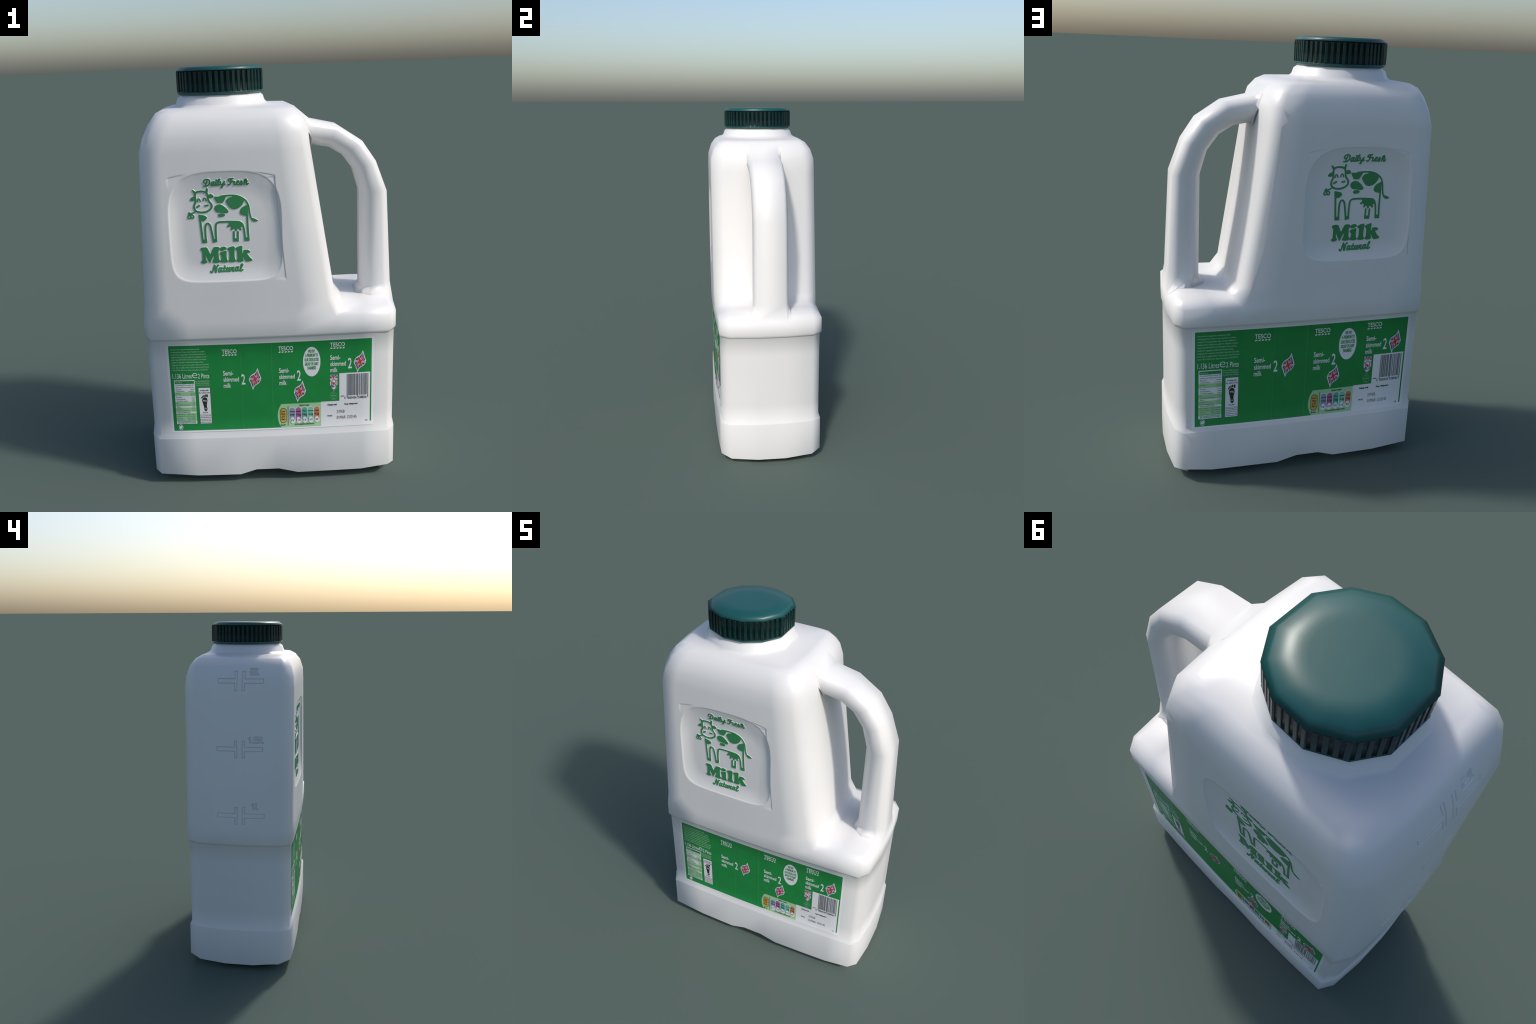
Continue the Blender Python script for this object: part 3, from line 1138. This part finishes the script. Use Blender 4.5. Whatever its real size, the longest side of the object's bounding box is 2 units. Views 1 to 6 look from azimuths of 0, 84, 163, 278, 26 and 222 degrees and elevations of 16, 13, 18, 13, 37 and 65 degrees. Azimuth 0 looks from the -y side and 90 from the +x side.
def flag_prints(cx, cz, k):
    """a fluttering crossed flag: two straight sides, two S-curved sides"""
    def edge(p, q, bulge, t):
        x, z = lerp(p[0], q[0], t), lerp(p[1], q[1], t)
        s = math.sin(2 * math.pi * t) * bulge
        return x + 0.45 * s, z - 0.75 * s
    A, B, C, D = (0.0125, 0.0475), (0.0265, -0.001), (-0.011, -0.0490), (-0.0270, -0.001)

    def place(s, t):
        lo, hi = edge(D, A, -0.0045, s), edge(C, B, -0.0045, s)
        return cx + k * lerp(lo[0], hi[0], t), cz + k * lerp(lo[1], hi[1], t)

    def patch(pr, pts, m=6):
        out = []
        for (s0, t0), (s1, t1) in zip(pts, pts[1:] + pts[:1]):
            out += [place(lerp(s0, s1, i / m), lerp(t0, t1, i / m)) for i in range(m)]
        pr.poly(out)
    white, blue, red, rust = Print(), Print(), Print(), Print()
    g = 0.085
    patch(white, [(-g, -g), (1 + g, -g), (1 + g, 1 + g), (-g, 1 + g)], 14)
    for sx in (0, 1):
        for sz in (0, 1):
            def m(p):
                return ((p[0] if not sx else 1 - p[0]), (p[1] if not sz else 1 - p[1]))
            patch(blue, [m(p) for p in ((0.10, 0.0), (0.38, 0.0), (0.38, 0.27))])
            patch(blue, [m(p) for p in ((0.0, 0.10), (0.0, 0.38), (0.27, 0.38))])
            patch(rust, [m(p) for p in ((0.0, 0.02), (0.0, 0.0), (0.06, 0.0), (0.42, 0.38), (0.42, 0.42), (0.38, 0.42))])
    patch(red, [(0.43, 0.0), (0.57, 0.0), (0.57, 1.0), (0.43, 1.0)], 10)
    r2 = Print()
    patch(r2, [(0.0, 0.43), (0.425, 0.43), (0.425, 0.57), (0.0, 0.57)], 8)
    patch(r2, [(0.575, 0.43), (1.0, 0.43), (1.0, 0.57), (0.575, 0.57)], 8)
    red.f += [[i + len(red.v) for i in f] for f in r2.f]
    red.v += r2.v
    return [("paper", white), ("blue", blue), ("rust", rust), ("red", red)]


def ean_bars(code):
    """bar pattern of a thirteen-digit retail code"""
    L = ["0001101", "0011001", "0010011", "0111101", "0100011", "0110001", "0101111", "0111011", "0110111", "0001011"]
    parity = ["LLLLLL", "LLGLGG", "LLGGLG", "LLGGGL", "LGLLGG", "LGGLLG", "LGGGLL", "LGLGLG", "LGLGGL", "LGGLGL"][int(code[0])]
    flip = str.maketrans("01", "10")
    s = "101"
    for c, p in zip(code[1:7], parity):
        s += L[int(c)] if p == "L" else L[int(c)].translate(flip)[::-1]
    s += "01010"
    for c in code[7:]:
        s += L[int(c)].translate(flip)
    return s + "101"


SMALL_PRINT = [
    ("Pasteurised homogenised semi-skimmed milk.", -0.337), ("Freezing guidelines: Freeze on day of purchase in a suitable", -0.314),
    ("container. For freezing guidelines refer to freezer manufacturer's", -0.311), ("handbook. Defrost: Defrost thoroughly in the refrigerator. Consume", -0.305),
    ("within 3 days. IMPORTANT: If food has thawed, do not refreeze.", -0.309), ("Suitable for vegetarians. Additional information: Keep", -0.323),
    ("refrigerated. Once opened consume within 3 days and by 'use by' date", -0.298), ("shown. Keep in upright position. Use by: see side of pack. Produced", -0.298),
    ("in the UK for milk stores, dairy house, green road, EN 9SL", -0.304)]
NUTRITION = [("A serving 200ml contains 4%", "", 0.5325), ("calories and 3.6g worth of fat", "", 0.5215), ("Typical", "100ml", 0.5105),
             ("Composition", "contains", 0.5005), ("Energy", "209kJ", 0.4885), ("", "50kcal", 0.4805), ("Protein", "3.6g", 0.4685),
             ("Carbohydrate", "4.8g", 0.4585), ("of which sugars", "4.8g", 0.4485), ("Fat", "1.8g", 0.4370), ("of which saturates", "1.1g", 0.4270),
             ("Fibre", "0.0g", 0.4165), ("Sodium*", "trace", 0.4065), ("*Salt equivalent", "0.1g", 0.3965), ("Vitamins/Minerals", "", 0.3865),
             ("Riboflavin", "0.2mg 17%RDA", 0.3760), ("Vitamin B12", "0.9ug 36%RDA", 0.3660), ("Calcium", "124mg 15%RDA", 0.3560), ("Phosphorus", "94mg 13%RDA", 0.3460),
             ("RDA = recommended daily allowance. For nutrition", "", 0.3370), ("daily details please visit website", "", 0.3305)]


def build_label(side):
    out = Print().rect(-0.497, 0.489, 0.2805, 0.7445)
    label = lay("paper_label", out, side, bottle, "paper", 0.0012, 0.0022)
    T = 0.00045

    def put(name, pr, ink, layer):
        return lay(name, pr, side, label, ink, 0.0012 + T * layer, T * 1.2)
    # green field: the white corner holds the code and the dates
    green = Print().rect(-0.4845, 0.233, 0.2895, 0.7385).rect(0.233, 0.323, 0.4190, 0.7385).rect(0.323, 0.4725, 0.5650, 0.7385)
    green.rect(0.4725, 0.4785, 0.3010, 0.7385)
    put("green_field", green, "green", 1)
    put("fold_line", Print().rect(-0.1465, -0.1455, 0.2895, 0.7385, 0.02).rect(0.0005, 0.0020, 0.2895, 0.7385, 0.02), "fold", 2)
    specks = Print()
    rs = np.random.RandomState(5)
    for _ in range(34):
        x, z, r = rs.uniform(-0.2, 0.46), rs.uniform(0.44, 0.73), rs.uniform(0.0008, 0.0014)
        if x > 0.2 and rs.rand() < 0.6:
            x = 0.238 + rs.normal(0, 0.004)
        if x > 0.31 and z < 0.57:
            continue
        specks.oval(x, z, r, r * 1.2, 7)
    put("scuff", specks, "fold", 2)
    # store name with its dashes, product name, size figure
    name, product = Print(), Print()
    for x, z in ((-0.2325, 0.6925), (0.0345, 0.6975), (0.2800, 0.7050)):
        name.text("TESCO", x, z, 0.0215, width=0.0700, bold=0.012)
        for i in range(5):
            a = x + 0.0145 * i
            name.poly([(a, z - 0.0115), (a + 0.0085, z - 0.0115), (a + 0.0120, z - 0.0055), (a + 0.0035, z - 0.0055)])
    put("store_lettering", name, "paper", 2)
    for x, z in ((-0.2320, 0.5785), (0.0350, 0.5820), (0.2800, 0.6365)):
        product.text("Semi-", x, z, 0.0250, width=0.0480, bold=0.012)
        product.text("skimmed", x, z - 0.0325, 0.0250, width=0.0745, bold=0.010)
        product.text("milk", x, z - 0.0645, 0.0250, width=0.0345, bold=0.008)
    for x, z in ((-0.1460, 0.5290), (0.1200, 0.5370), (0.3645, 0.5885)):
        product.text("2", x, z, 0.0555, width=0.0185, bold=0.010)
    put("product_lettering", product, "paper", 2)
    for cx, cz in ((-0.0805, 0.5555), (0.1325, 0.4800), (0.4225, 0.6220)):
        stack = flag_prints(cx, cz, 0.98)
        base = put("flag", stack[0][1], stack[0][0], 2)
        for lv, (ink, pr) in enumerate(stack[1:]):
            put("flag_" + ("field", "saltire", "cross")[lv], pr, ink, 3 + lv)
    # small print and the volume line
    fine = Print()
    for i, (line, x1) in enumerate(SMALL_PRINT):
        fine.text(line, -0.474, 0.7170 - 0.01345 * i, 0.0074, x1=x1, bold=0.010)
    for i, line in enumerate(("MILK FROM FARMS SELECTED", "FOR THEIR HIGH STANDARDS", "OF QUALITY AND WELFARE")):
        fine.text(line, -0.3690, 0.5490 - 0.0105 * i, 0.0070, x1=-0.300, bold=0.005)
    put("small_print", fine, "soft", 2)
    vol = Print()
    vol.text("1.136 Litres", -0.4735, 0.5690, 0.0265, x1=-0.3825, bold=0.002)
    vol.text("e", -0.3800, 0.5690, 0.0450, x1=-0.3565, bold=-0.014)
    vol.text("2 Pints", -0.3530, 0.5675, 0.0265, x1=-0.2990, bold=0.002)
    put("volume_lettering", vol, "paper", 2)
    # nutrition table
    box = Print().rect(-0.4690, -0.3705, 0.3265, 0.5600)
    put("nutrition_table", box, "paper", 2)
    put("nutrition_table_heading", Print().rect(-0.4655, -0.3735, 0.5410, 0.5560), "green", 3)
    bands = Print()
    for z0, z1 in ((0.4775, 0.4975), (0.4240, 0.4455), (0.3935, 0.4145), (0.3430, 0.3840)):
        bands.rect(-0.4690, -0.3705, z0, z1)
    put("nutrition_table_band", bands, "pale", 3)
    rows = Print()
    for left, right, z in NUTRITION:
        if left:
            rows.text(left, -0.4630, z, 0.0060, width=min(0.088, 0.0037 * len(left)))
        if right:
            w = 0.0036 * len(right)
            rows.text(right, -0.3745 - w, z, 0.0060, width=w)
    put("nutrition_lettering", rows, "fold", 4)
    put("nutrition_heading_lettering", Print().text("Nutrition", -0.4610, 0.5450, 0.0080, width=0.030, bold=0.01), "soft", 4)
    # footprint panel
    put("footprint_panel", Print().rect(-0.3560, -0.2975, 0.3250, 0.5190), "black", 2)
    put("footprint_panel_paper", Print().rect(-0.3545, -0.2990, 0.3745, 0.5175).rect(-0.3545, -0.2990, 0.3265, 0.3730), "paper", 3)
    step = Print()
    for x, z, rx, rz in ((-0.3408, 0.4655, 0.0026, 0.0045), (-0.3360, 0.4710, 0.0026, 0.0055), (-0.3300, 0.4745, 0.0027, 0.0062),
                         (-0.3235, 0.4765, 0.0030, 0.0070), (-0.3150, 0.4755, 0.0042, 0.0088)):
        step.oval(x, z, rx, rz, 16)
    sole = spline([(-0.3270, 0.4680), (-0.3170, 0.4630), (-0.3145, 0.4480), (-0.3180, 0.4300), (-0.3185, 0.4160), (-0.3165, 0.4030),
                   (-0.3230, 0.3935), (-0.3310, 0.3990), (-0.3320, 0.4150), (-0.3360, 0.4330), (-0.3395, 0.4500), (-0.3360, 0.4620)], True, 4)
    step.poly([tuple(p) for p in sole])
    step.text("working with", -0.3475, 0.5010, 0.0085, x1=-0.3065, bold=0.012)
    step.text("the Carbon Trust", -0.3530, 0.4885, 0.0085, x1=-0.3005, bold=0.012)
    step.text("per pint", -0.3385, 0.3830, 0.0080, x1=-0.3145, bold=0.012)
    for i, line in enumerate(("The carbon footprint 2 pints", "of this milk is 800g and we", "have committed to reduce it.", "Recycling this bottle reduces", "this footprint by a further 40g")):
        step.text(line, -0.3530, 0.3660 - 0.0088 * i, 0.0055, x1=-0.3005)
    put("footprint", step, "black", 4)
    mark = Print().text("800g", -0.3350, 0.4455, 0.0090, width=0.0165, bold=0.01).text("CO2", -0.3305, 0.4035, 0.0080, width=0.0110, bold=0.01)
    put("footprint_lettering", mark, "paper", 5)
    # recycling roundel
    put("recycling_mark", Print().ring(-0.4510, 0.3085, 0.0102, 0.0160, 0.0016), "paper", 2)
    leaf = Print()
    leaf.poly([tuple(p) for p in spline([(-0.4580, 0.3060), (-0.4540, 0.3150), (-0.4475, 0.3180), (-0.4460, 0.3130), (-0.4505, 0.3110), (-0.4520, 0.3030)], True, 4)])
    leaf.poly([tuple(p) for p in spline([(-0.4440, 0.3110), (-0.4480, 0.3020), (-0.4545, 0.2990), (-0.4560, 0.3040), (-0.4515, 0.3065), (-0.4480, 0.3120)], True, 4)])
    put("recycling_mark_arrow", leaf, "paper", 2)
    # oval badge
    put("oval_badge", Print().oval(0.1915, 0.6320, 0.0415, 0.0765, 56), "paper", 2)
    words = Print()
    for line, z, w in (("WE PAY", 0.6825, 0.033), ("A PREMIUM TO", 0.6615, 0.061), ("OUR DEDICATED", 0.6385, 0.068), ("GROUP OF DAIRY", 0.6165, 0.065), ("FARMERS", 0.5955, 0.040)):
        words.text(line, 0, z - 0.0030, 0.0160, width=w, centre=0.1915, bold=0.0352)
    put("oval_badge_lettering", words, "green", 3)
    # guideline panel with its coloured lozenges
    pts = [tuple(p) for p in spline([(0.0380, 0.2895), (0.0265, 0.3200), (0.0220, 0.3540), (0.0270, 0.3870), (0.0400, 0.4150)], False, 5)]
    put("guideline_panel", Print().poly(pts).rect(0.0400, 0.2330, 0.2895, 0.4160), "pale", 2)
    put("guideline_lozenge", Print().stadium(0.0335, 0.0660, 0.3130, 0.3950), "black", 3)
    put("guideline_lozenge", Print().stadium(0.0355, 0.0640, 0.3160, 0.3920), "amber", 4)
    ink = Print().rect(0.0732, 0.0746, 0.3000, 0.4050)
    for line, z in (("Less", 0.3735), ("than", 0.3600), ("2%", 0.3450), ("fat", 0.3310)):
        ink.text(line, 0, z, 0.0105, width=0.0190, centre=0.0498, bold=0.006)
    ink.text("Benefit", 0, 0.3010, 0.0075, width=0.0220, centre=0.0498, bold=0.014)
    ink.text("200ml contain", 0, 0.4035, 0.0080, width=0.0480, centre=0.1530, bold=0.014)
    ink.text("of your guideline daily amount", 0, 0.3015, 0.0080, width=0.0960, centre=0.1520, bold=0.014)
    pills = [("lilac", "Calories", "100", "5%"), ("plum", "Sugar", "9.6g", "11%"), ("jade", "Fat", "3.6g", "5%"),
             ("mint", "Saturates", "2.2g", "11%"), ("copper", "Salt", "0.2g", "4%")]
    for i, (col, what, grams, pct) in enumerate(pills):
        cx = 0.0935 + 0.0298 * i
        put("guideline_lozenge", Print().stadium(cx - 0.0152, cx + 0.0152, 0.3110, 0.3980), "paper", 3)
        put("guideline_lozenge", Print().stadium(cx - 0.0134, cx + 0.0134, 0.3180, 0.3955), col, 4)
        put("guideline_lozenge", Print().oval(cx, 0.3265, 0.0102, 0.0168, 26), "paper", 5)
        ink.text(what, 0, 0.3720, 0.0075, width=min(0.0245, 0.0042 * len(what) + 0.004), centre=cx, bold=0.006)
        ink.text(grams, 0, 0.3520, 0.0120, width=0.0215, centre=cx, bold=0.012)
        ink.text(pct, 0, 0.3215, 0.0110, width=0.0150 if len(pct) < 3 else 0.0190, centre=cx, bold=0.012)
    put("guideline_lettering", ink, "black", 6)
    # assurance crest and health mark
    crest = [(0.2780, 0.5580), (0.3145, 0.5575), (0.3145, 0.5150), (0.3110, 0.4960), (0.3050, 0.4820), (0.2960, 0.4745), (0.2870, 0.4820), (0.2810, 0.4960), (0.2780, 0.5150)]
    put("crest", Print().poly(crest), "paper", 2)
    c_blue, c_red, c_grey = Print(), Print(), Print()
    for s in (-1, 1):
        c_blue.poly([(0.2963 + s * 0.0045, 0.5570), (0.2963 + s * 0.0125, 0.5570), (0.2963 + s * 0.0045, 0.5440)])
        c_blue.poly([(0.2963 + s * 0.0172, 0.5540), (0.2963 + s * 0.0172, 0.5400), (0.2963 + s * 0.0105, 0.5400)])
        c_red.poly([(0.2963 + s * 0.0145, 0.5570), (0.2963 + s * 0.0172, 0.5570), (0.2963 + s * 0.0080, 0.5400), (0.2963 + s * 0.0060, 0.5400)])
        c_red.poly([(0.2963 + s * 0.0172, 0.5330), (0.2963 + s * 0.0172, 0.5180), (0.2963 + s * 0.0125, 0.5330)])
    c_red.rect(0.2938, 0.2988, 0.5395, 0.5570)
    c_grey.ring(0.2963, 0.5145, 0.0128, 0.0225, 0.0038, 30)
    c_grey.ring(0.2963, 0.5060, 0.0165, 0.0290, 0.0050, 24, 185, 355)
    put("crest_blue", c_blue, "blue", 3)
    put("crest_ring", c_grey, "grey", 3)
    lion = spline([(0.2890, 0.5200), (0.2930, 0.5225), (0.2945, 0.5180), (0.2985, 0.5200), (0.3010, 0.5150), (0.3020, 0.5060), (0.2990, 0.5080), (0.2965, 0.5050), (0.2945, 0.5090), (0.2905, 0.5120)], True, 4)
    c_red.poly([tuple(p) for p in lion])
    put("crest_red", c_red, "red", 4)
    put("crest_wheel", Print().ring(0.2905, 0.5000, 0.0050, 0.0070, 0.0022, 18), "blue", 5)
    hm = Print().ring(0.2950, 0.4470, 0.0152, 0.0220, 0.0007, 36)
    for line, z in (("UK", 0.4560), ("FR054", 0.4440), ("EC", 0.4310)):
        hm.text(line, 0, z, 0.0068, width=0.0045 * len(line), centre=0.2950)
    put("health_mark", hm, "soft", 2)
    # barcode and dates
    bars = Print()
    pattern = ean_bars("5000436338826")
    w = (0.4630 - 0.3600) / 95
    i = 0
    while i < 95:
        if pattern[i] == "1":
            j = i
            while j < 95 and pattern[j] == "1":
                j += 1
            guard = i < 3 or i >= 92 or 45 <= i < 50
            bars.rect(0.3600 + w * i, 0.3600 + w * (j + 0.15), 0.4345 if guard else 0.4455, 0.5580, 0.06)
            i = j
        else:
            i += 1
    put("barcode", bars, "grey", 2)
    dates = Print()
    dates.text("5", 0.3480, 0.4265, 0.0135, width=0.0055)
    dates.text("000436", 0.3640, 0.4265, 0.0135, width=0.0430)
    dates.text("338826", 0.4125, 0.4265, 0.0135, width=0.0430)
    dates.text(">", 0.4595, 0.4275, 0.0120, width=0.0040)
    dates.rect(0.3300, 0.3460, 0.4415, 0.4450)
    dates.text("Display until", 0.2660, 0.3965, 0.0080, width=0.0440, bold=0.035)
    dates.text("Keep refrigerated", 0.3490, 0.3965, 0.0080, width=0.0620, bold=0.035)
    dates.text("Use by", 0.2655, 0.3375, 0.0085, width=0.0225, bold=0.02)
    dates.text("GGL", 0.4490, 0.3040, 0.0065, width=0.0130)
    put("date_lettering", dates, "black", 2)
    stamp = Print().text("27FEB", 0.3100, 0.3535, 0.0165, width=0.0390, bold=-0.008)
    stamp.text("01MAR  D32145", 0.3110, 0.3215, 0.0175, width=0.0960, bold=-0.008)
    put("date_stamp", stamp, "grey", 2)


for side in ("front", "back"):
    build_label(side)
